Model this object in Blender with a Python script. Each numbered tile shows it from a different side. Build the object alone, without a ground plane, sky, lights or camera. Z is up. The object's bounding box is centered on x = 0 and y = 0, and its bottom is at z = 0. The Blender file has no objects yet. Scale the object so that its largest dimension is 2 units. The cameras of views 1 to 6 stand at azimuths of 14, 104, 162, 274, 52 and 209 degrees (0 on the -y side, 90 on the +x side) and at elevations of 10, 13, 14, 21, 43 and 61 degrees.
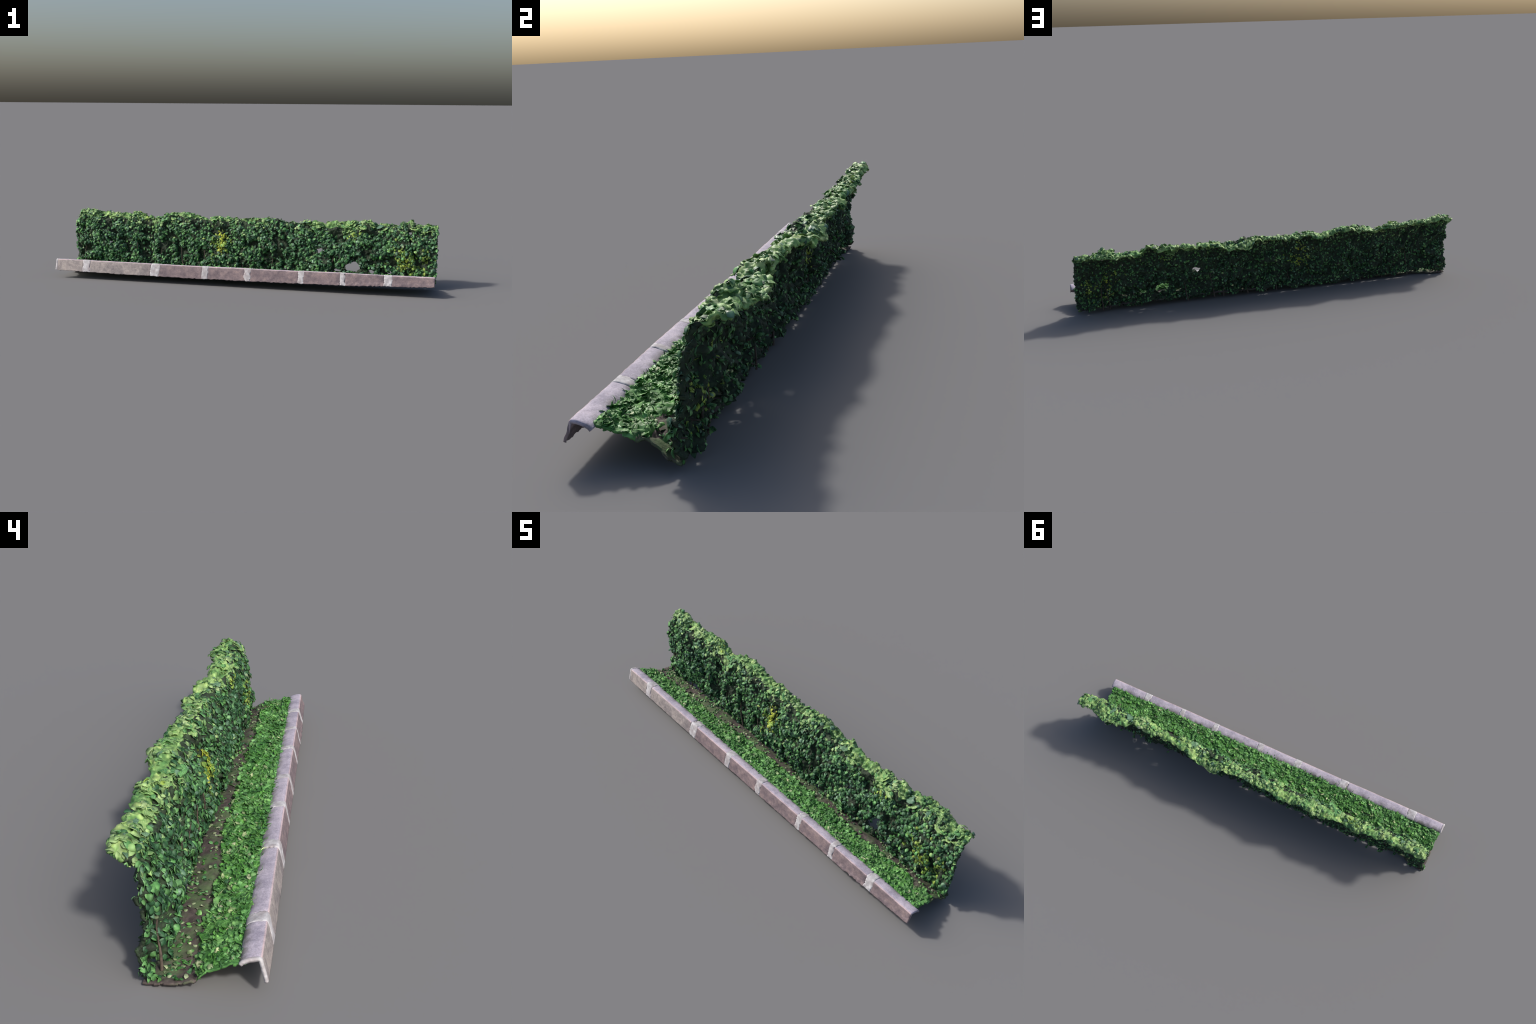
import bpy, math
import numpy as np

rng = np.random.default_rng(20)

# ------------------------------------------------------------------ helpers
def hash3(ix, iy, iz, seed):
    h = (ix * 374761393 + iy * 668265263 + iz * 2147483647 + seed * 974634777) & 0xFFFFFFFF
    h = ((h ^ (h >> 13)) * 1274126177) & 0xFFFFFFFF
    h = ((h ^ (h >> 16)) * 2246822519) & 0xFFFFFFFF
    return ((h ^ (h >> 15)) & 0xFFFFFF) / float(0xFFFFFF)

def vnoise(x, y, z, seed=0):
    """Smooth value noise in -1..1 on arrays."""
    x, y, z = np.broadcast_arrays(np.asarray(x, float), np.asarray(y, float), np.asarray(z, float))
    ix, iy, iz = (np.floor(a).astype(np.int64) for a in (x, y, z))
    fx, fy, fz = x - ix, y - iy, z - iz
    fx, fy, fz = (f * f * f * (f * (f * 6 - 15) + 10) for f in (fx, fy, fz))
    out = 0
    for dx in (0, 1):
        for dy in (0, 1):
            for dz in (0, 1):
                w = (fx if dx else 1 - fx) * (fy if dy else 1 - fy) * (fz if dz else 1 - fz)
                out = out + w * hash3(ix + dx, iy + dy, iz + dz, seed)
    return out * 2 - 1

def fbm(x, y, z, seed=0, octaves=3):
    s, a, n = 0, 1.0, 0
    for o in range(octaves):
        f = 2.03 ** o
        s = s + a * vnoise(x * f, y * f, z * f, seed + o * 17)
        n += a
        a *= 0.5
    return s / n

def sstep(a, b, v):
    t = np.clip((v - a) / (b - a), 0, 1)
    return t * t * (3 - 2 * t)

def mesh_from(name, verts, faces, mats, mat_index=None, smooth=True):
    """faces: (N,3) or (N,4) integer array."""
    me = bpy.data.meshes.new(name)
    verts = np.ascontiguousarray(verts, np.float32)
    faces = np.ascontiguousarray(faces, np.int32)
    n, k = faces.shape
    me.vertices.add(len(verts))
    me.vertices.foreach_set("co", verts.ravel())
    me.loops.add(n * k)
    me.loops.foreach_set("vertex_index", faces.ravel())
    me.polygons.add(n)
    me.polygons.foreach_set("loop_start", np.arange(n, dtype=np.int32) * k)
    for m in mats:
        me.materials.append(m)
    if mat_index is not None:
        me.polygons.foreach_set("material_index", np.ascontiguousarray(mat_index, np.int32))
    me.polygons.foreach_set("use_smooth", np.full(n, smooth, bool))
    me.update(calc_edges=True)
    me.validate()
    return me

def add(name, data, parent=None, stuff=False):
    o = bpy.data.objects.new(name, data)
    bpy.context.scene.collection.objects.link(o)
    o.parent = parent
    if stuff:
        o["kind"] = "stuff"
    return o

def shell(front, back, keep):
    """Closed solid from two vertex grids (A,B,3) and a cell mask (A-1,B-1)."""
    A, B = front.shape[:2]
    idx = np.arange(A * B).reshape(A, B)
    off = A * B
    q = np.stack([idx[:-1, :-1], idx[1:, :-1], idx[1:, 1:], idx[:-1, 1:]], -1)
    faces = [q[keep], (q[keep] + off)[:, ::-1]]
    pad = np.pad(keep, 1)
    c = pad[1:-1, 1:-1]
    for (nb, e0, e1) in ((pad[:-2, 1:-1], 3, 0), (pad[2:, 1:-1], 1, 2), (pad[1:-1, :-2], 0, 1), (pad[1:-1, 2:], 2, 3)):
        s = q[c & ~nb]
        a, b = s[:, e0], s[:, e1]
        faces.append(np.stack([b, a, a + off, b + off], -1))
    f = np.concatenate(faces)
    v = np.concatenate([front.reshape(-1, 3), back.reshape(-1, 3)])
    used = np.unique(f)
    remap = np.zeros(len(v), np.int64)
    remap[used] = np.arange(len(used))
    return v[used], remap[f]

def grid_normals(g):
    du = np.gradient(g, axis=0)
    dv = np.gradient(g, axis=1)
    n = np.cross(du, dv)
    return n / (np.linalg.norm(n, axis=-1, keepdims=True) + 1e-12)

# ------------------------------------------------------------------ materials
def new_mat(name, rough=0.6):
    m = bpy.data.materials.new(name)
    m.use_nodes = True
    nt = m.node_tree
    b = nt.nodes["Principled BSDF"]
    b.inputs["Roughness"].default_value = rough
    return m, nt, b

def tex_noise(nt, scale, detail=3.0, vec=None, rough=0.55):
    n = nt.nodes.new("ShaderNodeTexNoise")
    n.inputs["Scale"].default_value = scale
    n.inputs["Detail"].default_value = detail
    n.inputs["Roughness"].default_value = rough
    if vec is None:
        tc = nt.nodes.new("ShaderNodeTexCoord")
        vec = tc.outputs["Object"]
    nt.links.new(vec, n.inputs["Vector"])
    return n.outputs["Fac"]

def ramp(nt, fac, stops):
    r = nt.nodes.new("ShaderNodeValToRGB")
    el = r.color_ramp.elements
    while len(el) < len(stops):
        el.new(0.5)
    for e, (p, c) in zip(el, stops):
        e.position = p
        e.color = (*c, 1) if len(c) == 3 else c
    nt.links.new(fac, r.inputs["Fac"])
    return r.outputs["Color"]

def mix(nt, fac, a, b, mode="MIX"):
    n = nt.nodes.new("ShaderNodeMix")
    n.data_type = "RGBA"
    n.blend_type = mode
    for sock, val in ((n.inputs[0], fac), (n.inputs[6], a), (n.inputs[7], b)):
        if isinstance(val, (int, float)):
            sock.default_value = val
        elif isinstance(val, tuple):
            sock.default_value = (*val, 1)
        else:
            nt.links.new(val, sock)
    return n.outputs[2]

def bump(nt, b, height, strength, dist):
    n = nt.nodes.new("ShaderNodeBump")
    n.inputs["Strength"].default_value = strength
    n.inputs["Distance"].default_value = dist
    nt.links.new(height, n.inputs["Height"])
    nt.links.new(n.outputs["Normal"], b.inputs["Normal"])

def leaf_mat(name, dark, mid, light, rough=0.5, transl=0.15, patch=14.0):
    m, nt, b = new_mat(name, rough)
    big = ramp(nt, tex_noise(nt, patch, 2), [(0.34, dark), (0.5, mid), (0.68, light)])
    fine = tex_noise(nt, 60.0, 1)
    c = mix(nt, 1.0, big, ramp(nt, fine, [(0.28, (0.48, 0.52, 0.50)), (0.5, (0.95, 0.95, 0.95)), (0.74, (1.75, 1.62, 1.60))]), "MULTIPLY")
    oi = nt.nodes.new("ShaderNodeObjectInfo")
    c = mix(nt, 1.0, c, ramp(nt, oi.outputs["Random"], [(0.0, (0.82, 0.86, 0.88)), (1.0, (1.15, 1.1, 1.0))]), "MULTIPLY")
    nt.links.new(c, b.inputs["Base Color"])
    b.inputs["Specular IOR Level"].default_value = 0.35
    tr = nt.nodes.new("ShaderNodeBsdfTranslucent")
    nt.links.new(c, tr.inputs["Color"])
    ms = nt.nodes.new("ShaderNodeMixShader")
    ms.inputs[0].default_value = transl
    out = nt.nodes["Material Output"]
    nt.links.new(b.outputs[0], ms.inputs[1])
    nt.links.new(tr.outputs[0], ms.inputs[2])
    nt.links.new(ms.outputs[0], out.inputs["Surface"])
    return m

M_DARK = leaf_mat("dark_green_leaf", (0.034, 0.105, 0.048), (0.052, 0.155, 0.066), (0.085, 0.22, 0.092))
M_MID = leaf_mat("mid_green_leaf", (0.075, 0.205, 0.065), (0.11, 0.275, 0.09), (0.155, 0.34, 0.12))
M_BLUE = leaf_mat("bluish_green_leaf", (0.09, 0.19, 0.115), (0.14, 0.27, 0.165), (0.20, 0.35, 0.23), rough=0.4)
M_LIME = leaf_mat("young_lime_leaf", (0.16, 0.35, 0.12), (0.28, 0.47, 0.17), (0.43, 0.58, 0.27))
M_BRIGHT = leaf_mat("bright_green_leaf", (0.10, 0.29, 0.085), (0.15, 0.38, 0.13), (0.22, 0.46, 0.20), rough=0.42)
M_YELLOW = leaf_mat("yellow_leaf", (0.34, 0.44, 0.06), (0.50, 0.57, 0.07), (0.66, 0.68, 0.12))
M_PALE = leaf_mat("pale_dry_leaf", (0.20, 0.30, 0.14), (0.30, 0.40, 0.22), (0.44, 0.50, 0.33))
M_OLIVE = leaf_mat("yellowing_leaf", (0.19, 0.34, 0.06), (0.30, 0.44, 0.085), (0.44, 0.55, 0.14))
M_GRASS = leaf_mat("bright_weed_leaf", (0.035, 0.14, 0.035), (0.085, 0.27, 0.055), (0.19, 0.42, 0.14), patch=13)
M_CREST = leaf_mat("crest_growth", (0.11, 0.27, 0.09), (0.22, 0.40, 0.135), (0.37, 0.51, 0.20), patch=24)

def gap_shade_core():
    m, nt, b = new_mat("hedge_core_darkened_for_gap_shade", 0.8)
    c = ramp(nt, tex_noise(nt, 75, 4), [(0.3, (0.010, 0.016, 0.009)), (0.5, (0.018, 0.034, 0.016)), (0.7, (0.036, 0.072, 0.03))])  # near-black greens: occlusion shade of the deep gaps baked into the core colour
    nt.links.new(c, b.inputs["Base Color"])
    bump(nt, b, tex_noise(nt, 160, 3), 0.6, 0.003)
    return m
M_GAP_SHADE = gap_shade_core()

def bark():
    m, nt, b = new_mat("brown_bark", 0.85)
    c = ramp(nt, tex_noise(nt, 120, 4), [(0.3, (0.05, 0.038, 0.03)), (0.7, (0.13, 0.10, 0.08))])
    nt.links.new(c, b.inputs["Base Color"])
    return m
M_BARK = bark()

def soil():
    m, nt, b = new_mat("brown_soil", 0.9)
    c = ramp(nt, tex_noise(nt, 45, 5, rough=0.65), [(0.28, (0.04, 0.031, 0.029)), (0.5, (0.078, 0.062, 0.058)), (0.74, (0.15, 0.125, 0.11))])
    green = ramp(nt, tex_noise(nt, 17, 3), [(0.46, (0, 0, 0)), (0.62, (0.75, 0.75, 0.75))])
    c = mix(nt, green, c, (0.09, 0.155, 0.06))
    nt.links.new(c, b.inputs["Base Color"])
    bump(nt, b, tex_noise(nt, 110, 4), 0.7, 0.003)
    return m
M_SOIL = soil()

def turf():
    m, nt, b = new_mat("weedy_turf", 0.75)
    mp = nt.nodes.new("ShaderNodeMapping")
    mp.inputs["Scale"].default_value = (1.0, 0.35, 1.0)          # blades lie toward the curb
    tc = nt.nodes.new("ShaderNodeTexCoord")
    nt.links.new(tc.outputs["Object"], mp.inputs["Vector"])
    c = ramp(nt, tex_noise(nt, 95, 4, mp.outputs[0]), [(0.28, (0.025, 0.10, 0.03)), (0.48, (0.075, 0.235, 0.05)), (0.62, (0.12, 0.32, 0.08)), (0.78, (0.28, 0.42, 0.20))])
    big = ramp(nt, tex_noise(nt, 15, 3), [(0.32, (0.55, 0.62, 0.60)), (0.55, (1.0, 1.0, 1.0)), (0.75, (1.35, 1.25, 1.3))])
    c = mix(nt, 1.0, c, big, "MULTIPLY")
    nt.links.new(c, b.inputs["Base Color"])
    bump(nt, b, tex_noise(nt, 120, 3), 0.6, 0.003)
    return m
M_TURF = turf()

def stone():
    m, nt, b = new_mat("pinkish_grey_stone", 0.8)
    tc = nt.nodes.new("ShaderNodeTexCoord")
    geo = nt.nodes.new("ShaderNodeSeparateXYZ")
    nt.links.new(tc.outputs["Object"], geo.inputs[0])
    # reddish brown front course, lavender grey worn tread: the tread lies behind the rounded arris
    tread = nt.nodes.new("ShaderNodeMapRange")
    tread.inputs["From Min"].default_value = -0.171
    tread.inputs["From Max"].default_value = -0.164
    nt.links.new(geo.outputs["Y"], tread.inputs["Value"])
    coarse = tex_noise(nt, 42, 6, rough=0.7)
    grain = tex_noise(nt, 260, 3, rough=0.7)
    frontc = ramp(nt, coarse, [(0.3, (0.14, 0.112, 0.13)), (0.5, (0.225, 0.175, 0.185)), (0.72, (0.335, 0.255, 0.245))])
    # paler, greyer stones toward the -x end and dusty foot
    endm = nt.nodes.new("ShaderNodeMapRange")
    endm.inputs["From Min"].default_value = -0.40
    endm.inputs["From Max"].default_value = -0.50
    nt.links.new(geo.outputs["X"], endm.inputs["Value"])
    frontc = mix(nt, endm.outputs[0], frontc, ramp(nt, coarse, [(0.3, (0.21, 0.19, 0.195)), (0.5, (0.33, 0.295, 0.285)), (0.72, (0.46, 0.41, 0.38))]))
    topc = ramp(nt, coarse, [(0.3, (0.40, 0.36, 0.44)), (0.5, (0.47, 0.43, 0.51)), (0.72, (0.56, 0.50, 0.58))])
    c = mix(nt, tread.outputs[0], frontc, topc)
    # pink worn arris
    ar = nt.nodes.new("ShaderNodeMapRange")
    ar.inputs["From Min"].default_value = 0.0025
    ar.inputs["From Max"].default_value = 0.0
    d = nt.nodes.new("ShaderNodeMath"); d.operation = "SUBTRACT"; d.inputs[1].default_value = -0.1685
    nt.links.new(geo.outputs["Y"], d.inputs[0])
    ab = nt.nodes.new("ShaderNodeMath"); ab.operation = "ABSOLUTE"
    nt.links.new(d.outputs[0], ab.inputs[0])
    nt.links.new(ab.outputs[0], ar.inputs["Value"])
    c = mix(nt, ar.outputs[0], c, (0.58, 0.45, 0.47))
    stain = ramp(nt, tex_noise(nt, 14, 5, rough=0.65), [(0.32, (0.68, 0.68, 0.72)), (0.55, (1.03, 1.02, 1.02)), (0.75, (1.12, 1.08, 1.05))])
    c = mix(nt, 1.0, c, stain, "MULTIPLY")
    dirt = nt.nodes.new("ShaderNodeMapRange")
    dirt.inputs["From Min"].default_value = -0.146
    dirt.inputs["From Max"].default_value = -0.126
    nt.links.new(geo.outputs["Y"], dirt.inputs["Value"])
    dm = nt.nodes.new("ShaderNodeMath"); dm.operation = "MULTIPLY"
    nt.links.new(dirt.outputs[0], dm.inputs[0])
    nt.links.new(ramp(nt, tex_noise(nt, 30, 4), [(0.4, (0, 0, 0)), (0.6, (1, 1, 1))]), dm.inputs[1])
    c = mix(nt, dm.outputs[0], c, (0.17, 0.16, 0.15))
    c = mix(nt, 1.0, c, ramp(nt, grain, [(0.3, (0.78, 0.78, 0.78)), (0.7, (1.2, 1.2, 1.2))]), "MULTIPLY")
    nt.links.new(c, b.inputs["Base Color"])
    bump(nt, b, grain, 0.4, 0.0015)
    return m
M_STONE = stone()

def mortar():
    m, nt, b = new_mat("pale_mortar", 0.85)
    c = ramp(nt, tex_noise(nt, 70, 4), [(0.3, (0.38, 0.37, 0.385)), (0.5, (0.51, 0.50, 0.52)), (0.7, (0.66, 0.65, 0.67))])
    smear = ramp(nt, tex_noise(nt, 38, 4), [(0.42, (0, 0, 0)), (0.68, (0.8, 0.8, 0.8))])
    c = mix(nt, smear, c, (0.34, 0.29, 0.30))
    nt.links.new(c, b.inputs["Base Color"])
    bump(nt, b, tex_noise(nt, 180, 3), 0.5, 0.002)
    return m
M_MORTAR = mortar()

# ------------------------------------------------------------------ root
root = add("hedge_border", None)
root.empty_display_size = 0.1
root["label"] = "long clipped green hedge behind a grass strip and stone curb"
root["category"] = "garden hedge"

# ------------------------------------------------------------------ curb
curb = add("curb", None, root)
curb.empty_display_size = 0.05

def curb_profile():
    """(y, z) from the foot of the front face, over the rounded arris, to the back of the tread."""
    pts = [(-0.1865, 0.038), (-0.183, 0.052), (-0.179, 0.067), (-0.1752, 0.081), (-0.1725, 0.0895),
           (-0.1705, 0.0945), (-0.1680, 0.0974), (-0.1645, 0.0985), (-0.158, 0.0980), (-0.150, 0.0962),
           (-0.142, 0.0940), (-0.134, 0.0910), (-0.1265, 0.0865), (-0.1215, 0.080)]
    pts = np.array(pts)
    s = np.r_[0, np.cumsum(np.linalg.norm(np.diff(pts, axis=0), axis=1))]
    t = np.linspace(0, s[-1], 40)
    return np.stack([np.interp(t, s, pts[:, 0]), np.interp(t, s, pts[:, 1])], 1)

PROF = curb_profile()
PT = np.gradient(PROF, axis=0)
PN = np.stack([-PT[:, 1], PT[:, 0]], 1)
PN /= np.linalg.norm(PN, axis=1, keepdims=True)
CURB_FOOT = ([-1, -0.6, 0.2, 0.6, 0.75, 0.85, 1.0], [0.003, -0.002, -0.001, 0.001, 0.008, 0.008, 0.014])
CURB_RISE = ([-1, -0.2, 0.1, 0.5, 1.0], [-0.001, -0.0025, -0.001, 0.001, 0.0025])

def curb_piece(x0, x1, proud, seed, skew=0.0, thick=0.006, wob=0.0):
    n = max(4, int((x1 - x0) / 0.0035))
    u = np.linspace(0, 1, n)
    P = PROF[None, :, :] * np.ones((n, 1, 1))
    frac = np.linspace(0, 1, len(PROF))[None, :]
    x = (x0 + (x1 - x0) * u)[:, None] + skew * frac
    if wob:
        edge = (np.abs(u - 0.5) * 2)[:, None] * np.sign(u - 0.5)[:, None]
        x = x + edge * wob * fbm(frac * 9 + x0 * 31, np.where(u < .5, 3.0, 9.0)[:, None], 0.5, seed)
    y, z = P[:, :, 0].copy(), P[:, :, 1].copy()
    low = sstep(0.075, 0.04, z)
    z = z + low * np.interp(x, *CURB_FOOT) + np.interp(x, *CURB_RISE)
    # ragged foot
    z = z + sstep(0.05, 0.036, P[:, :, 1]) * 0.0050 * fbm(x * 120, 0.3, 0.7, 91, 3)
    d = proud + 0.0009 * fbm(x * 60, y * 60, z * 60, 5, 3) + 0.0010 * fbm(x * 9, y * 9, z * 9, 6, 2)
    # broken, bulging foot near the right end of the run
    br = sstep(0.50, 0.56, x) * sstep(0.86, 0.70, x) * sstep(0.062, 0.045, P[:, :, 1])
    d = d + br * 0.004 * (fbm(x * 90, y * 90, z * 90, 8, 3) + 0.4)
    ends = np.minimum(u, 1 - u)[:, None] * (x1 - x0)
    d = d - 0.0018 * np.exp(-(ends / 0.0022) ** 2)
    y2, z2 = y + PN[:, 0] * d, z + PN[:, 1] * d
    front = np.stack([x, y2, z2], -1)
    back = np.stack([x, y2 - PN[:, 0] * thick, z2 - PN[:, 1] * thick], -1)
    keep = np.ones((n - 1, len(PROF) - 1), bool)
    return shell(front, back, keep)

JOINTS = [(-1.0, -0.9895), (-0.846, -0.799), (-0.464, -0.413), (-0.183, -0.147), (0.046, 0.081),
          (0.322, 0.354), (0.535, 0.566), (0.751, 0.795)]
ends = [1.0]
for i, (a, b_) in enumerate(JOINTS):
    nxt = JOINTS[i + 1][0] if i + 1 < len(JOINTS) else 0.999
    v, f = curb_piece(b_ - 0.004, nxt + (0.004 if i + 1 < len(JOINTS) else 0), 0.0, 40 + i, 0.0)
    v[:, 1] += rng.uniform(-0.0008, 0.0008)
    v[:, 2] += rng.uniform(-0.0006, 0.0006)
    add("curb_stone", mesh_from("curb_stone", v, f[:, ::-1], [M_STONE]), curb)
    v, f = curb_piece(a, b_, 0.0009, 60 + i, rng.uniform(-0.006, 0.006) if i else 0.0, 0.007, 0.010 if i else 0.0)
    add("mortar_joint", mesh_from("mortar_joint", v, f[:, ::-1], [M_MORTAR]), curb)

# ------------------------------------------------------------------ planting bed
GY = np.array([-0.138, -0.117, -0.088, -0.053, -0.030, 0.0, 0.03, 0.06, 0.09])
G_X = [-1.0, -0.85, -0.5, 0.5, 0.9, 1.0]
G_Z = np.array([
    [0.080, 0.074, 0.064, 0.050, 0.028, 0.013, 0.013, 0.008, 0.002],
    [0.084, 0.078, 0.067, 0.054, 0.036, 0.022, 0.018, 0.012, 0.006],
    [0.087, 0.080, 0.070, 0.059, 0.051, 0.042, 0.034, 0.024, 0.014],
    [0.089, 0.083, 0.073, 0.065, 0.062, 0.057, 0.044, 0.028, 0.014],
    [0.090, 0.082, 0.072, 0.064, 0.067, 0.054, 0.034, 0.022, 0.012],
    [0.090, 0.081, 0.071, 0.063, 0.068, 0.050, 0.022, 0.016, 0.012]])

def ground_z(x, y):
    x, y = np.broadcast_arrays(x, y)
    cols = np.stack([np.interp(x, G_X, G_Z[:, k]) for k in range(len(GY))], -1)
    j = np.clip(np.searchsorted(GY, y) - 1, 0, len(GY) - 2)
    t = np.clip((y - GY[j]) / (GY[j + 1] - GY[j]), 0, 1)
    a = np.take_along_axis(cols, j[..., None], -1)[..., 0]
    b = np.take_along_axis(cols, j[..., None] + 1, -1)[..., 0]
    return a + (b - a) * t

def turf_edge(x):
    base = np.interp(x, [-1, -0.85, -0.6, -0.2, 0.15, 0.5, 0.8, 0.93, 1.0], [-0.030, -0.018, -0.018, -0.006, -0.012, -0.020, -0.022, -0.028, -0.042])
    return base + 0.020 * fbm(x * 18, 0.0, 0.0, 71, 4)

def bed_height(x, y):
    z = ground_z(x, y)
    e = turf_edge(x)
    on_turf = sstep(0.008, -0.012, y - e)
    z = z + on_turf * (0.002 - 0.003 * sstep(0.1, -0.2, x) + 0.006 * fbm(x * 22, y * 26, 0.2, 31, 3) + 0.006 * fbm(x * 45 + y * 40, y * 30 - x * 12, 0.6, 35, 2) + 0.0035 * fbm(x * 95, y * 95, 1.6, 36, 2)) * sstep(-0.137, -0.115, y)
    z = z + (1 - on_turf) * (0.005 * fbm(x * 20, y * 24, 0.9, 33, 4) - 0.002)
    z = z - 0.006 * np.exp(-((y - e - 0.006) / 0.006) ** 2)          # furrow along the edge of the turf
    return z

nx, ny = 560, 64
bx = np.linspace(-0.996, 0.994, nx)[:, None] * np.ones((1, ny))
by = np.linspace(-0.138, 0.082, ny)[None, :] * np.ones((nx, 1))
bz = bed_height(bx, by)
bz = np.maximum(bz, 0.006)
bed_front = np.stack([bx, by, bz], -1)
bed_back = bed_front - np.array([0, 0, 0.005])
cx = (bx[:-1, :-1] + bx[1:, 1:]) / 2
cy = (by[:-1, :-1] + by[1:, 1:]) / 2
ragged = (cx < 0.985 + 0.008 * fbm(cy * 60, 1.0, 0.0, 12)) & (cx > -0.991 + 0.006 * fbm(cy * 60, 5.0, 0.0, 13))
is_turf = cy < turf_edge(cx) + 0.006 * fbm(cx * 80, cy * 80, 0.0, 15, 2)
foot_limit = 0.048 + 0.034 * sstep(-0.82, -0.97, cx) + 0.006 * fbm(cx * 40, 2.0, 0.0, 14)
v, f = shell(bed_front, bed_back, ragged & ~is_turf & (cy < foot_limit))
bed = add("soil_bed", mesh_from("soil_bed", v, f, [M_SOIL]), root)
v, f = shell(bed_front, bed_back, ragged & is_turf)
add("turf", mesh_from("turf", v, f, [M_TURF]), bed)

# ------------------------------------------------------------------ hedge sheet
S_Z = np.array([0.016, 0.05, 0.10, 0.15, 0.20, 0.25, 0.28, 0.30])
S_Y = np.array([0.050, 0.045, 0.045, 0.051, 0.059, 0.071, 0.083, 0.100])
# how the foliage leans back or forward along its run: lower, middle and upper part
L_X = [-1.0, -0.95, -0.88, -0.75, -0.60, -0.50, -0.38, -0.28, -0.15, 0.0, 0.15, 0.30, 0.42, 0.60, 0.75, 0.85, 0.95, 1.0]
LOW = [0.042, 0.026, 0.008, 0.008, 0.012, 0.014, 0.018, 0.012, -0.002, -0.014, -0.016, -0.016, -0.016, -0.017, -0.014, -0.010, -0.002, 0.0]
MIDDLE = [0.042, 0.018, -0.004, 0.008, 0.022, 0.022, 0.032, 0.026, 0.012, -0.002, -0.004, 0.002, 0.010, -0.006, 0.002, -0.010, -0.002, 0.012]
UPPER = [0.026, 0.014, 0.004, 0.012, 0.022, 0.020, 0.028, 0.022, 0.010, 0.0, -0.002, 0.004, 0.012, -0.002, 0.008, -0.002, 0.004, 0.010]
XT = np.linspace(-1, 1, 41)
BACK_Y = 0.004 + np.array([0.156, 0.163, 0.158, 0.164, 0.157, 0.155, 0.166, 0.175, 0.160, 0.156, 0.163, 0.184, 0.180, 0.175, 0.172, 0.179, 0.175, 0.168, 0.162, 0.161, 0.164,
                   0.171, 0.172, 0.184, 0.186, 0.180, 0.171, 0.153, 0.156, 0.150, 0.139, 0.150, 0.154, 0.152, 0.168, 0.174, 0.182, 0.179, 0.152, 0.148, 0.150])
BACK_Z = -0.012 + np.array([0.322, 0.322, 0.317, 0.309, 0.320, 0.314, 0.313, 0.305, 0.303, 0.306, 0.311, 0.322, 0.323, 0.320, 0.311, 0.300, 0.308, 0.308, 0.312, 0.304, 0.306,
                   0.321, 0.317, 0.292, 0.291, 0.291, 0.304, 0.306, 0.303, 0.316, 0.317, 0.316, 0.321, 0.316, 0.305, 0.307, 0.301, 0.300, 0.303, 0.305, 0.318])
TOP_Z = -0.013 + np.array([0.334, 0.341, 0.342, 0.341, 0.337, 0.332, 0.333, 0.338, 0.319, 0.299, 0.323, 0.332, 0.337, 0.338, 0.336, 0.319, 0.332, 0.329, 0.333, 0.334, 0.332,
                  0.331, 0.331, 0.323, 0.306, 0.305, 0.318, 0.325, 0.315, 0.329, 0.335, 0.328, 0.331, 0.322, 0.325, 0.321, 0.320, 0.327, 0.320, 0.320, 0.331])

def sheet_profile(x):
    """Mean (y, z) line of the foliage at x, from the foot to the drooping back lip."""
    bulge = 0.008 * vnoise(x * 5, 0.0, 0.0, 3)
    lean = np.interp(S_Z, [0.02, 0.17, 0.27], [np.interp(x, L_X, LOW), np.interp(x, L_X, MIDDLE), np.interp(x, L_X, UPPER)])
    y = list(S_Y + lean + bulge * 0.7)
    z = list(S_Z)
    tz, by_, bz_ = np.interp(x, XT, TOP_Z), np.interp(x, XT, BACK_Y), np.interp(x, XT, BACK_Z)
    dip = math.exp(-((x - 0.21) / 0.055) ** 2)          # the low saddle in the crest
    by_ += 0.009 * fbm(x * 15, 0.0, 0.0, 87, 2)          # scalloped rear rim
    bz_ += 0.006 * vnoise(x * 19, 0.0, 0.0, 88)
    tz, bz_ = tz - 0.010 * dip, bz_ - 0.006 * dip
    y0 = y[-1]
    y += [y0 + (by_ - y0) * 0.30, y0 + (by_ - y0) * 0.62, by_]
    z += [tz - 0.005, (tz - 0.001) * 0.6 + bz_ * 0.4 + 0.003, bz_]
    p = np.array([y, z]).T
    for _ in range(2):                       # Chaikin rounding
        q = np.empty((2 * len(p) - 2, 2))
        q[0::2] = p[:-1] * 0.75 + p[1:] * 0.25
        q[1::2] = p[:-1] * 0.25 + p[1:] * 0.75
        p = np.vstack([p[:1], q, p[-1:]])
    s = np.r_[0, np.cumsum(np.linalg.norm(np.diff(p, axis=0), axis=1))]
    t = np.linspace(0, s[-1], NT)
    return np.stack([np.interp(t, s, p[:, 0]), np.interp(t, s, p[:, 1])], 1)

NX, NT = 620, 120
hx = np.linspace(-0.996, 0.996, NX)
mid = np.zeros((NX, NT, 3))
for i, x in enumerate(hx):
    mid[i, :, 0] = x
    mid[i, :, 1:] = sheet_profile(x)
T = np.linspace(0, 1, NT)[None, :] * np.ones((NX, 1))
X = hx[:, None] * np.ones((1, NT))
nrm = grid_normals(mid)
if nrm[NX // 2, NT // 2, 1] > 0:
    nrm = -nrm                              # outward = toward the street (-y) and up
arc = T * 0.42

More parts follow.
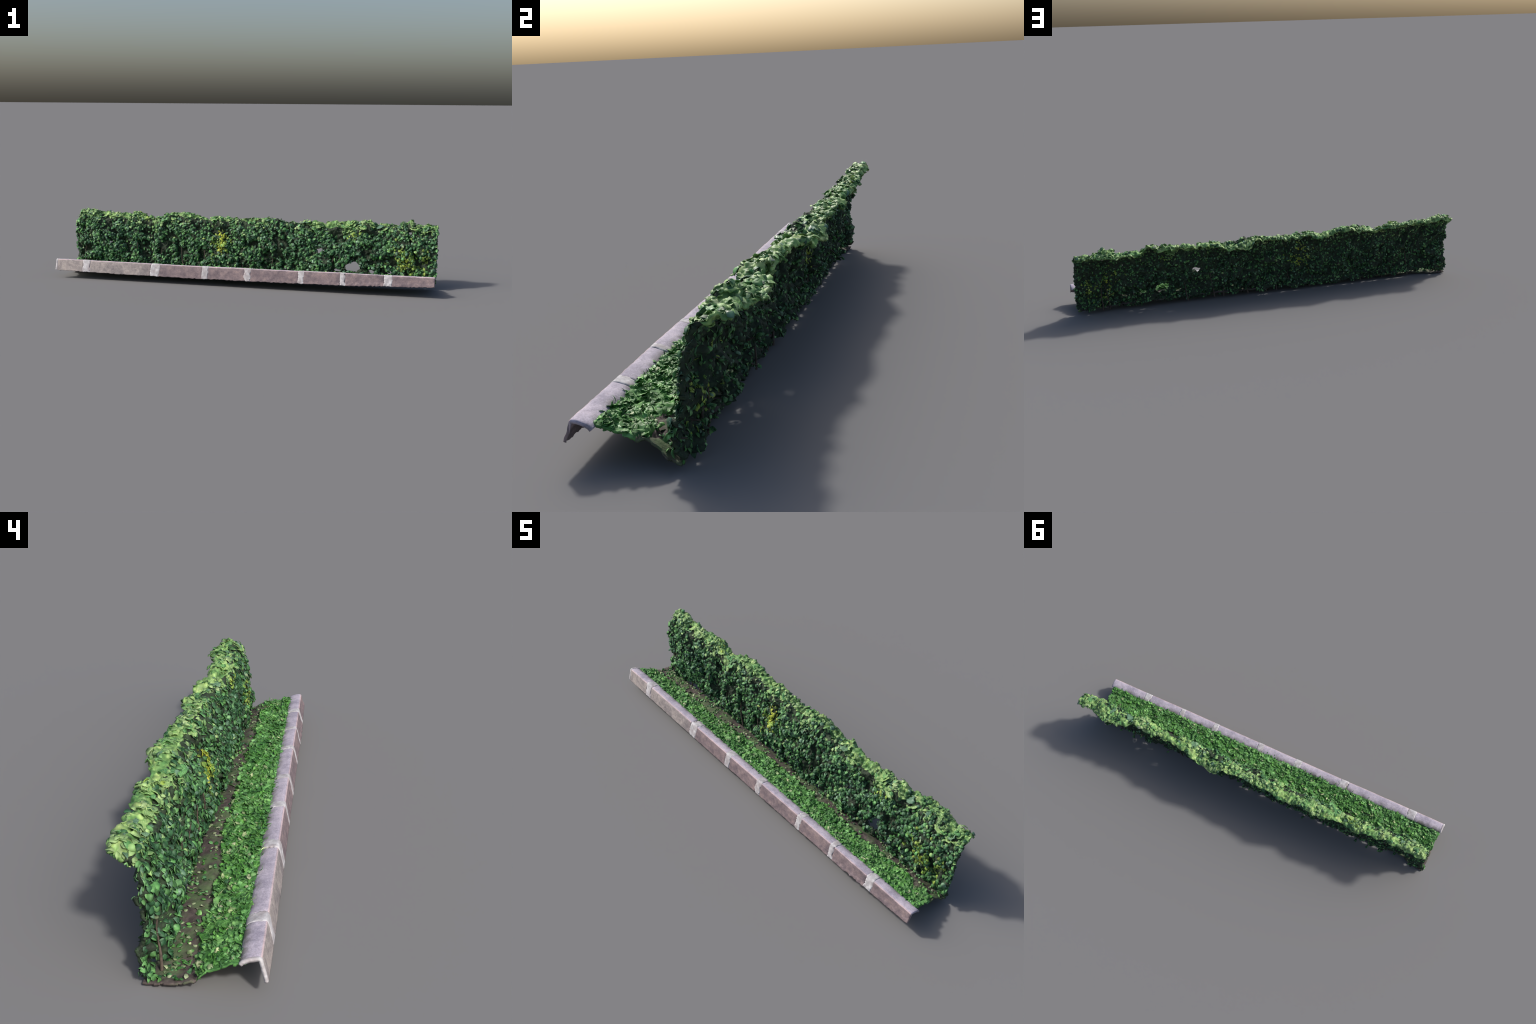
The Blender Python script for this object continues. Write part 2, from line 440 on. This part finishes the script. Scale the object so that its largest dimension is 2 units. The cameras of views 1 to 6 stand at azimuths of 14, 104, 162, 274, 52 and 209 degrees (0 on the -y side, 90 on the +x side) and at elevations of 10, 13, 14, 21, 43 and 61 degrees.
# tufts and hollows: tall drooping bunches with deep gaps between them
tuft = fbm(X * 17 + arc * 6, arc * 11, 0.0, 51, 3)
small = fbm(X * 62, arc * 62, 0.0, 52, 3)
fine = fbm(X * 150, arc * 150, 0.0, 53, 2)
gap = sstep(0.08, 0.34, fbm(X * 24 + arc * 10, arc * 15, 3.0, 54, 2))
gap = gap * sstep(0.995, 0.94, np.abs(X))
body = sstep(1.0, 0.80, T)
crest = sstep(0.70, 0.82, T)
disp = 0.016 * tuft * (0.35 + 0.65 * body) + 0.010 * fbm(X * 34, arc * 34, 2.0, 58, 2) + 0.007 * small + 0.004 * fine - 0.022 * gap * sstep(0.78, 0.62, T)
disp += crest * 0.010 * fbm(X * 34, arc * 22, 7.0, 57, 2)
sheet = mid + nrm * disp[..., None]
thick = (0.006 * body + 0.004)[..., None]
front = sheet + nrm * thick * 0.5
back = sheet - nrm * thick * 0.5
front[..., 2] = np.maximum(front[..., 2], 0.003)
back[..., 2] = np.maximum(back[..., 2], 0.002)

HOLES = [(0.568, 0.092, 0.036, 0.022), (0.392, 0.172, 0.020, 0.010), (0.853, 0.276, 0.010, 0.007), (0.757, 0.074, 0.012, 0.010),
         (0.664, 0.078, 0.018, 0.010), (0.484, 0.074, 0.018, 0.008), (-0.785, 0.165, 0.006, 0.005),
         (0.385, 0.160, 0.007, 0.007), (0.205, 0.066, 0.008, 0.006), (0.761, 0.231, 0.004, 0.004)]

def in_hole(x, z, grow=1.0):
    r = np.zeros(np.shape(x), bool)
    for (a, c, rx, rz) in HOLES:
        w = 1 + 0.25 * vnoise(x * 60, z * 60, 0.0, 77)
        r |= ((x - a) / rx) ** 2 + ((z - c) / rz) ** 2 < (grow * w) ** 2
    return r

Xc = (X[1:, 1:] + X[:-1, :-1]) / 2
Tc = (T[1:, 1:] + T[:-1, :-1]) / 2
Zc = (sheet[1:, 1:, 2] + sheet[:-1, :-1, 2]) / 2
keep = Xc < 0.990 + 0.004 * fbm(Tc * 40, 0.0, 0.0, 81)
keep &= Xc > -0.990 + 0.014 * fbm(Tc * 13, 0.0, 0.0, 82, 3) - 0.012 * sstep(0.75, 0.9, Tc)
keep &= Tc < 0.985 + 0.035 * fbm(Xc * 28, 0.0, 0.0, 83, 3)
keep &= Tc > (0.020 + 0.042 * fbm(Xc * 30, 0.0, 0.0, 84, 3)) * sstep(-0.97, -0.85, Xc)
keep &= ~in_hole(Xc, Zc)
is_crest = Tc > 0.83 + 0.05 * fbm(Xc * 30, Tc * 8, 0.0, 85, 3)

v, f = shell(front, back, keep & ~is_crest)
if nrm[NX // 2, NT // 2] @ np.cross(mid[NX // 2 + 1, NT // 2] - mid[NX // 2, NT // 2], mid[NX // 2, NT // 2 + 1] - mid[NX // 2, NT // 2]) < 0:
    flip = True
else:
    flip = False
hedge = add("hedge", mesh_from("hedge", v, f[:, ::-1] if flip else f, [M_GAP_SHADE]), root)
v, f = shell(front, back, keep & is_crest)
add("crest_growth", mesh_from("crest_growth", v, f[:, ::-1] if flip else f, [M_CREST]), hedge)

# ------------------------------------------------------------------ leaves
def leaf_template(width, fold, curl, wave, phase):
    """Ovate leaf of length 1 along +x, normal +z, with a thin solid body."""
    rows = [(0.0, 0.0), (0.2, 0.72), (0.45, 1.0), (0.72, 0.74), (1.0, 0.0)]
    top = []
    for (s, w) in rows:
        zc = curl * (s - 0.45) ** 2 * -1.0
        if w == 0:
            top.append((s, 0, zc))
        else:
            h = width * w * 0.5
            e1 = wave * math.sin(phase + s * 9)
            e2 = wave * math.sin(phase * 1.7 + s * 8 + 2)
            top += [(s, -h, zc + fold * h + e1), (s + 0.02, 0, zc), (s, h, zc + fold * h + e2)]
    top = np.array(top)
    bot = top - np.array([0, 0, 0.035])
    F = [(0, 1, 2), (0, 2, 3)]
    for r in range(2):
        a, b_ = 1 + 3 * r, 4 + 3 * r
        F += [(a, b_, b_ + 1), (a, b_ + 1, a + 1), (a + 1, b_ + 1, b_ + 2), (a + 1, b_ + 2, a + 2)]
    F += [(7, 10, 8), (8, 10, 9)]
    n = len(top)
    F2 = [(c + n, b_ + n, a + n) for (a, b_, c) in F]
    rim = [0, 1, 4, 7, 10, 9, 6, 3]
    R = []
    for i in range(len(rim)):
        a, b_ = rim[i], rim[(i + 1) % len(rim)]
        R += [(b_, a, a + n), (b_, a + n, b_ + n)]
    return np.vstack([top, bot]), np.array(F + F2 + R)

TEMPL = [leaf_template(w, fo, cu, wa, ph) for (w, fo, cu, wa, ph) in
         [(0.62, 0.35, 0.35, 0.02, 0.3), (0.74, 0.22, 0.5, 0.04, 1.2), (0.55, 0.45, 0.25, 0.03, 2.2),
          (0.80, 0.15, 0.3, 0.06, 3.1), (0.68, -0.2, 0.6, 0.03, 4.0)]]

def unit(a):
    return a / (np.linalg.norm(a, axis=-1, keepdims=True) + 1e-12)

def frames(n, droop, spread, r):
    """Leaf axes from surface normals: x along the leaf, z its face normal."""
    N = len(n)
    face = unit(n + r.normal(0, spread, (N, 3)) + np.array([0, 0, 0.25]))
    d = r.normal(0, 0.75, (N, 3)) + droop
    d = unit(d - (d * face).sum(1, keepdims=True) * face)
    return np.stack([d, np.cross(face, d), face], -1)

def batch(pos, R, size, mat, mats, name, parent, templates=TEMPL, r=rng):
    which = r.integers(0, len(templates), len(pos))
    V, F, MI, off = [], [], [], 0
    for k, (tv, tf) in enumerate(templates):
        s = which == k
        n = s.sum()
        if n == 0:
            continue
        vv = np.einsum("nij,vj->nvi", R[s], tv) * size[s][:, None, None] + pos[s][:, None, :]
        ff = tf[None] + (np.arange(n) * len(tv))[:, None, None] + off
        V.append(vv.reshape(-1, 3)); F.append(ff.reshape(-1, 3)); MI.append(np.repeat(mat[s], len(tf)))
        off += n * len(tv)
    V = np.concatenate(V)
    V[:, 2] = np.maximum(V[:, 2], 0.001)
    V[:, 0] = np.clip(V[:, 0], -0.9995, 0.9995)
    return add(name, mesh_from(name, V, np.concatenate(F), mats, np.concatenate(MI)), parent, stuff=True)

LEAF_MATS = [M_DARK, M_MID, M_BLUE, M_LIME, M_YELLOW, M_PALE, M_BRIGHT, M_OLIVE]
YELLOW = [(-0.140, 0.215, 0.022, 0.030), (-0.150, 0.158, 0.024, 0.022), (0.84, 0.135, 0.014, 0.022)]
OLIVE = [(0.835, 0.145, 0.048, 0.055), (0.812, 0.19, 0.025, 0.02), (0.56, 0.25, 0.02, 0.02), (-0.16, 0.185, 0.050, 0.060), (0.86, 0.10, 0.05, 0.035), (0.93, 0.13, 0.03, 0.05), (-0.586, 0.310, 0.030, 0.016)]

def near(spots, x, z, r):
    p = np.zeros(len(x))
    for (a, c, rx, rz) in spots:
        p = np.maximum(p, np.exp(-((x - a) / rx) ** 2 - ((z - c) / rz) ** 2))
    return r.random(len(x)) < p * 0.85

def pick_mat(p, t, r, young=1.0):
    u = r.random(len(p))
    patch = fbm(p[:, 0] * 9, p[:, 2] * 11, 0.0, 61, 2)
    m = np.where(u < 0.40 - 0.30 * patch, 0, np.where(u < 0.62, 1, np.where(u < 0.80, 2, 6)))
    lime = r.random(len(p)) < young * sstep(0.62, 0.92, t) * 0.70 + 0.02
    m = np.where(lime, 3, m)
    m = np.where(near(OLIVE, p[:, 0], p[:, 2], r), 7, m)
    m = np.where(near(YELLOW, p[:, 0], p[:, 2], r), 4, m)
    return np.where(r.random(len(p)) < 0.005, 5, m)

keepv = np.zeros((NX, NT), bool)
keepv[:-1, :-1] = keep

area = np.linalg.norm(np.cross(np.gradient(sheet, axis=0), np.gradient(sheet, axis=1)), axis=-1)

def sample(count, surf, nor, r, tmin=0.0, tmax=1.0, gap_keep=0.25, crest_keep=1.0):
    w = area * keepv * (1 - gap * (1 - gap_keep)) * ((T >= tmin) & (T <= tmax)) * (1 - (1 - crest_keep) * sstep(0.80, 0.88, T))
    w = w * (0.55 + 0.9 * sstep(-0.35, 0.35, fbm(X * 46, arc * 46, 4.0, 59, 2)))
    k = r.choice(NX * NT, count, p=(w / w.sum()).ravel())
    i, j = np.divmod(k, NT)
    p = surf[i, j] + r.normal(0, 0.0015, (count, 3))
    ok = ~in_hole(p[:, 0], p[:, 2], 1.12)
    return p[ok], nor[i[ok], j[ok]], T[i[ok], j[ok]]

fn = grid_normals(front)
fn = fn * np.sign((fn * nrm).sum(-1, keepdims=True))
fn = unit(0.6 * fn + 0.4 * nrm)

# street side and top
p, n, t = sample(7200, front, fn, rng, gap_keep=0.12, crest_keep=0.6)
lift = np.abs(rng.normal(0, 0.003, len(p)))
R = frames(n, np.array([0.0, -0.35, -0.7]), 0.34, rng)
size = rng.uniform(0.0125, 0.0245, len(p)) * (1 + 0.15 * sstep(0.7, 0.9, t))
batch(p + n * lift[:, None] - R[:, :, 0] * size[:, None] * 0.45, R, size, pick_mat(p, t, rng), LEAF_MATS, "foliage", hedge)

# garden side, seen from behind
p, n, t = sample(6000, back, -fn, rng, gap_keep=0.9, crest_keep=0.4)
R = frames(n, np.array([0.0, 0.25, -0.4]), 0.26, rng)
size = rng.uniform(0.009, 0.016, len(p))
batch(p + n * np.abs(rng.normal(0, 0.0008, len(p)))[:, None] - R[:, :, 0] * size[:, None] * 0.45, R, size,
      pick_mat(p, t, rng, 0.8), LEAF_MATS, "rear_foliage", hedge)

# the largest leaves, each its own object sharing a few meshes
def lobed_leaf(width, ripple, droop, seed):
    """Big young leaf with a scalloped edge and a rippled blade, length 1 along +x."""
    nr, nc = 10, 7
    a = np.linspace(0.0, 1.0, nr)[:, None] * np.ones((1, nc))
    c = np.linspace(-1, 1, nc)[None, :] * np.ones((nr, 1))
    half = width * 0.5 * (0.34 + 0.66 * np.sin(np.clip(a * 1.05 + 0.04, 0, 1) * np.pi) ** 0.55) * (1 + 0.16 * np.sin(a * 17 + seed))
    tip = 1.0 - 0.30 * np.abs(c) ** 2.2 + 0.05 * np.cos(c * 9 + seed)
    x = a * tip
    y = c * half
    z = ripple * (np.sin(c * 4.2 + seed) * np.sin(a * 5 + seed * 1.7) + 0.6 * np.sin(a * 9 + c * 3 + seed)) - droop * a ** 2
    top = np.stack([x, y, z], -1)
    v, f = shell(top, top - np.array([0, 0, 0.03]), np.ones((nr - 1, nc - 1), bool))
    return v, np.vstack([f[:, [0, 1, 2]], f[:, [0, 2, 3]]])

LOBES = [lobed_leaf(w, ri, dr, sd) for (w, ri, dr, sd) in ((0.95, 0.06, 0.18, 0.4), (0.80, 0.08, 0.30, 1.9), (1.10, 0.05, 0.10, 3.1), (0.9, 0.09, 0.36, 4.4))]
leaf_meshes = {}
def leaf_mesh(kind, k, mi):
    if (kind, k, mi) not in leaf_meshes:
        tv, tf = (LOBES if kind == "lobe" else TEMPL)[k]
        leaf_meshes[(kind, k, mi)] = mesh_from("leaf", tv, tf, [LEAF_MATS[mi]])
    return leaf_meshes[(kind, k, mi)]

from mathutils import Matrix
def place_leaves(p, R, size, mats, kind):
    for q in range(len(p)):
        M = Matrix.Identity(4)
        for a in range(3):
            for c in range(3):
                M[a][c] = R[q, a, c] * size[q]
            M[a][3] = p[q, a] - R[q, a, 0] * size[q] * 0.5
        k = int(rng.integers(0, len(LOBES if kind == "lobe" else TEMPL)))
        o = add("leaf", leaf_mesh(kind, k, int(mats[q])), hedge)
        o.matrix_world = M

# broad young leaves roofing the crest, tips toward the rear lip
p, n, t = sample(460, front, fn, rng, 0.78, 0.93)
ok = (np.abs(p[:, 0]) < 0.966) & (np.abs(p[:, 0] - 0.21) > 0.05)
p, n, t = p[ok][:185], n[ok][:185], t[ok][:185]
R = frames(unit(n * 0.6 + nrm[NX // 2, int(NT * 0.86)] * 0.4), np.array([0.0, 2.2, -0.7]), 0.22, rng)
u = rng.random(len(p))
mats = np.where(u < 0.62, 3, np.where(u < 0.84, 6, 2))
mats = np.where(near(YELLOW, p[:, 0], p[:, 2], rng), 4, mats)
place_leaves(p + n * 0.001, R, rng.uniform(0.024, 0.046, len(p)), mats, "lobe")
p, n, t = sample(200, front, fn, rng, 0.06, 0.8, 0.0)
p, n, t = p[:110], n[:110], t[:110]
R = frames(n, np.array([0.0, -0.35, -0.6]), 0.35, rng)
place_leaves(p + n * 0.004, R, rng.uniform(0.016, 0.022, len(p)), pick_mat(p, t, rng), "leaf")

# ------------------------------------------------------------------ stems and twigs
def tubes(paths, radii, sides=6):
    V, F, off = [], [], 0
    for P, rad in zip(paths, radii):
        tan = unit(np.gradient(P, axis=0))
        a = unit(np.cross(tan, np.array([0.31, 0.2, 0.93])))
        b = np.cross(tan, a)
        an = np.linspace(0, 2 * np.pi, sides, endpoint=False)
        ring = P[:, None] + rad[:, None, None] * (np.cos(an)[None, :, None] * a[:, None] + np.sin(an)[None, :, None] * b[:, None])
        m = len(P)
        V.append(ring.reshape(-1, 3))
        g = np.arange(m * sides).reshape(m, sides) + off
        q = np.stack([g[:-1], np.roll(g[:-1], -1, 1), np.roll(g[1:], -1, 1), g[1:]], -1)
        F.append(q.reshape(-1, 4))
        off += m * sides
    return np.concatenate(V), np.concatenate(F)

for k in range(20):
    x0 = -0.95 + 1.9 * (k + rng.uniform(0.1, 0.9)) / 20
    h = rng.uniform(0.09, 0.17)
    if any(abs(x0 - a) < rx + 0.012 for (a, c, rx, rz) in HOLES if c < 0.13):
        continue
    s = np.linspace(0, 1, 9)
    P = np.stack([x0 + rng.uniform(-0.03, 0.03) * s + 0.004 * vnoise(s * 4, k * 1.7, 0.0, 5),
                  0.052 + 0.010 * s + 0.004 * vnoise(s * 4, k * 2.3, 0.0, 6), 0.008 + h * s], 1)
    v, f = tubes([P], [np.interp(s, [0, 1], [rng.uniform(0.003, 0.0048), 0.0014])])
    add("stem", mesh_from("stem", v, f, [M_BARK]), hedge)

paths, radii, tips = [], [], []
for k in range(80):
    i = rng.integers(10, NX - 10)
    j = int(NT * rng.uniform(0.04, 0.45))
    if not keepv[i, j]:
        continue
    p0 = back[i, j]
    L = rng.uniform(0.010, 0.034)
    s = np.linspace(0, 1, 5)
    d = np.array([rng.normal(0, 0.4), 1.0, rng.normal(-0.1, 0.3)])
    P = p0 + s[:, None] * d * L
    P[:, 2] = np.maximum(P[:, 2], 0.004)
    P[:, 1] = np.minimum(P[:, 1], 0.16)
    tips.append(P[-2:])
    paths.append(P); radii.append(np.interp(s, [0, 1], [0.003, 0.0006]))
v, f = tubes(paths, radii, 5)
add("twig", mesh_from("twig", v, f, [M_BARK]), hedge, stuff=True)
# ragged sprigs of leaves on those twigs
p = np.concatenate([np.repeat(q[:1], 5, 0) + rng.uniform(0, 1, (5, 1)) * (q[1:] - q[:1]) for q in tips])
n = unit(rng.normal(0, 0.6, (len(p), 3)) + np.array([0, 0.5, 0.3]))
R = frames(n, np.array([0.0, 0.8, -0.3]), 0.4, rng)
size = rng.uniform(0.010, 0.018, len(p))
batch(p - R[:, :, 0] * size[:, None] * 0.3, R, size, np.where(rng.random(len(p)) < 0.6, 0, 1), LEAF_MATS, "rear_sprigs", hedge)

# ------------------------------------------------------------------ weeds and grass on the bed
def bed_points(count, ymin, ymax, r):
    x = r.uniform(-0.985, 0.98, count)
    y = r.uniform(ymin, ymax, count)
    return x, y

x, y = bed_points(3000, -0.138, 0.050, rng)
y = np.where((y < -0.127 + 0.008 * fbm(x * 30, 0.0, 0.0, 48, 2)) & (rng.random(len(y)) < 0.85), y + 0.03, y)
e = turf_edge(x)
clump = fbm(x * 18, y * 18, 0.0, 44, 2)
ok = (rng.random(len(x)) < np.where(y < e, 0.62 + 0.7 * clump, 0.34 + 0.7 * np.maximum(clump, 0) + 0.9 * sstep(-0.8, -0.93, x)))
x, y, clump = x[ok], y[ok], clump[ok]
p = np.stack([x, y, bed_height(x, y) + rng.uniform(0.0005, 0.0035, len(x))], 1)
n = unit(rng.normal(0, 0.38, (len(x), 3)) + np.array([0, -0.1, 1.0]))
R = frames(n, np.array([0, -0.2, 0.35]), 0.25, rng)
size = rng.uniform(0.008, 0.0175, len(x))
u = rng.random(len(x))
pale = u < 0.03 + 0.16 * sstep(0.2, 0.6, fbm(x * 12, y * 30, 0.0, 46, 2)) + 0.32 * (y > turf_edge(x))
m = np.where(pale, 2, np.where(u < 0.30, 1, np.where(u < 0.55, 3, np.where(u < 0.68, 4, 0))))
batch(p - R[:, :, 0] * size[:, None] * 0.4, R, size, m, [M_GRASS, M_MID, M_PALE, M_BRIGHT, M_DARK], "weeds", bed)

# broad wavy weed leaves lying over the turf
x, y = bed_points(1250, -0.128, 0.0, rng)
ok = y < turf_edge(x)
x, y = x[ok], y[ok]
p = np.stack([x, y, bed_height(x, y) + 0.0015], 1)
R = frames(unit(rng.normal(0, 0.3, (len(x), 3)) + np.array([0, 0, 1.0])), np.array([0.2, -1.1, 0.1]), 0.15, rng)
size = rng.uniform(0.014, 0.030, len(x))
u = rng.random(len(x))
batch(p - R[:, :, 0] * size[:, None] * 0.4, R, size, np.where(u < 0.06, 2, np.where(u < 0.36, 1, np.where(u < 0.55, 3, 0))), [M_GRASS, M_MID, M_PALE, M_BRIGHT], "broad_weeds", bed, LOBES)

# grass blades: narrow, tapering and bent
BLADES = [leaf_template(w, 0.5, cu, 0.0, 0.0) for (w, cu) in ((0.14, 0.9), (0.18, 0.5), (0.11, 1.3))]
x, y = bed_points(1300, -0.130, -0.005, rng)
ok = y < turf_edge(x)
x, y = x[ok], y[ok]
p = np.stack([x, y, bed_height(x, y)], 1)
d = unit(rng.normal(0, 0.55, (len(x), 3)) + np.array([0, -0.7, 0.45]))
d[:, 2] = np.abs(d[:, 2])
fz = unit(np.cross(d, rng.normal(0, 1, (len(x), 3))))
R = np.stack([d, np.cross(fz, d), fz], -1)
size = rng.uniform(0.010, 0.021, len(x))
m = np.where(rng.random(len(x)) < 0.12, 2, np.where(rng.random(len(x)) < 0.3, 1, 0))
batch(p, R, size, m, [M_GRASS, M_MID, M_PALE], "grass", bed, BLADES)
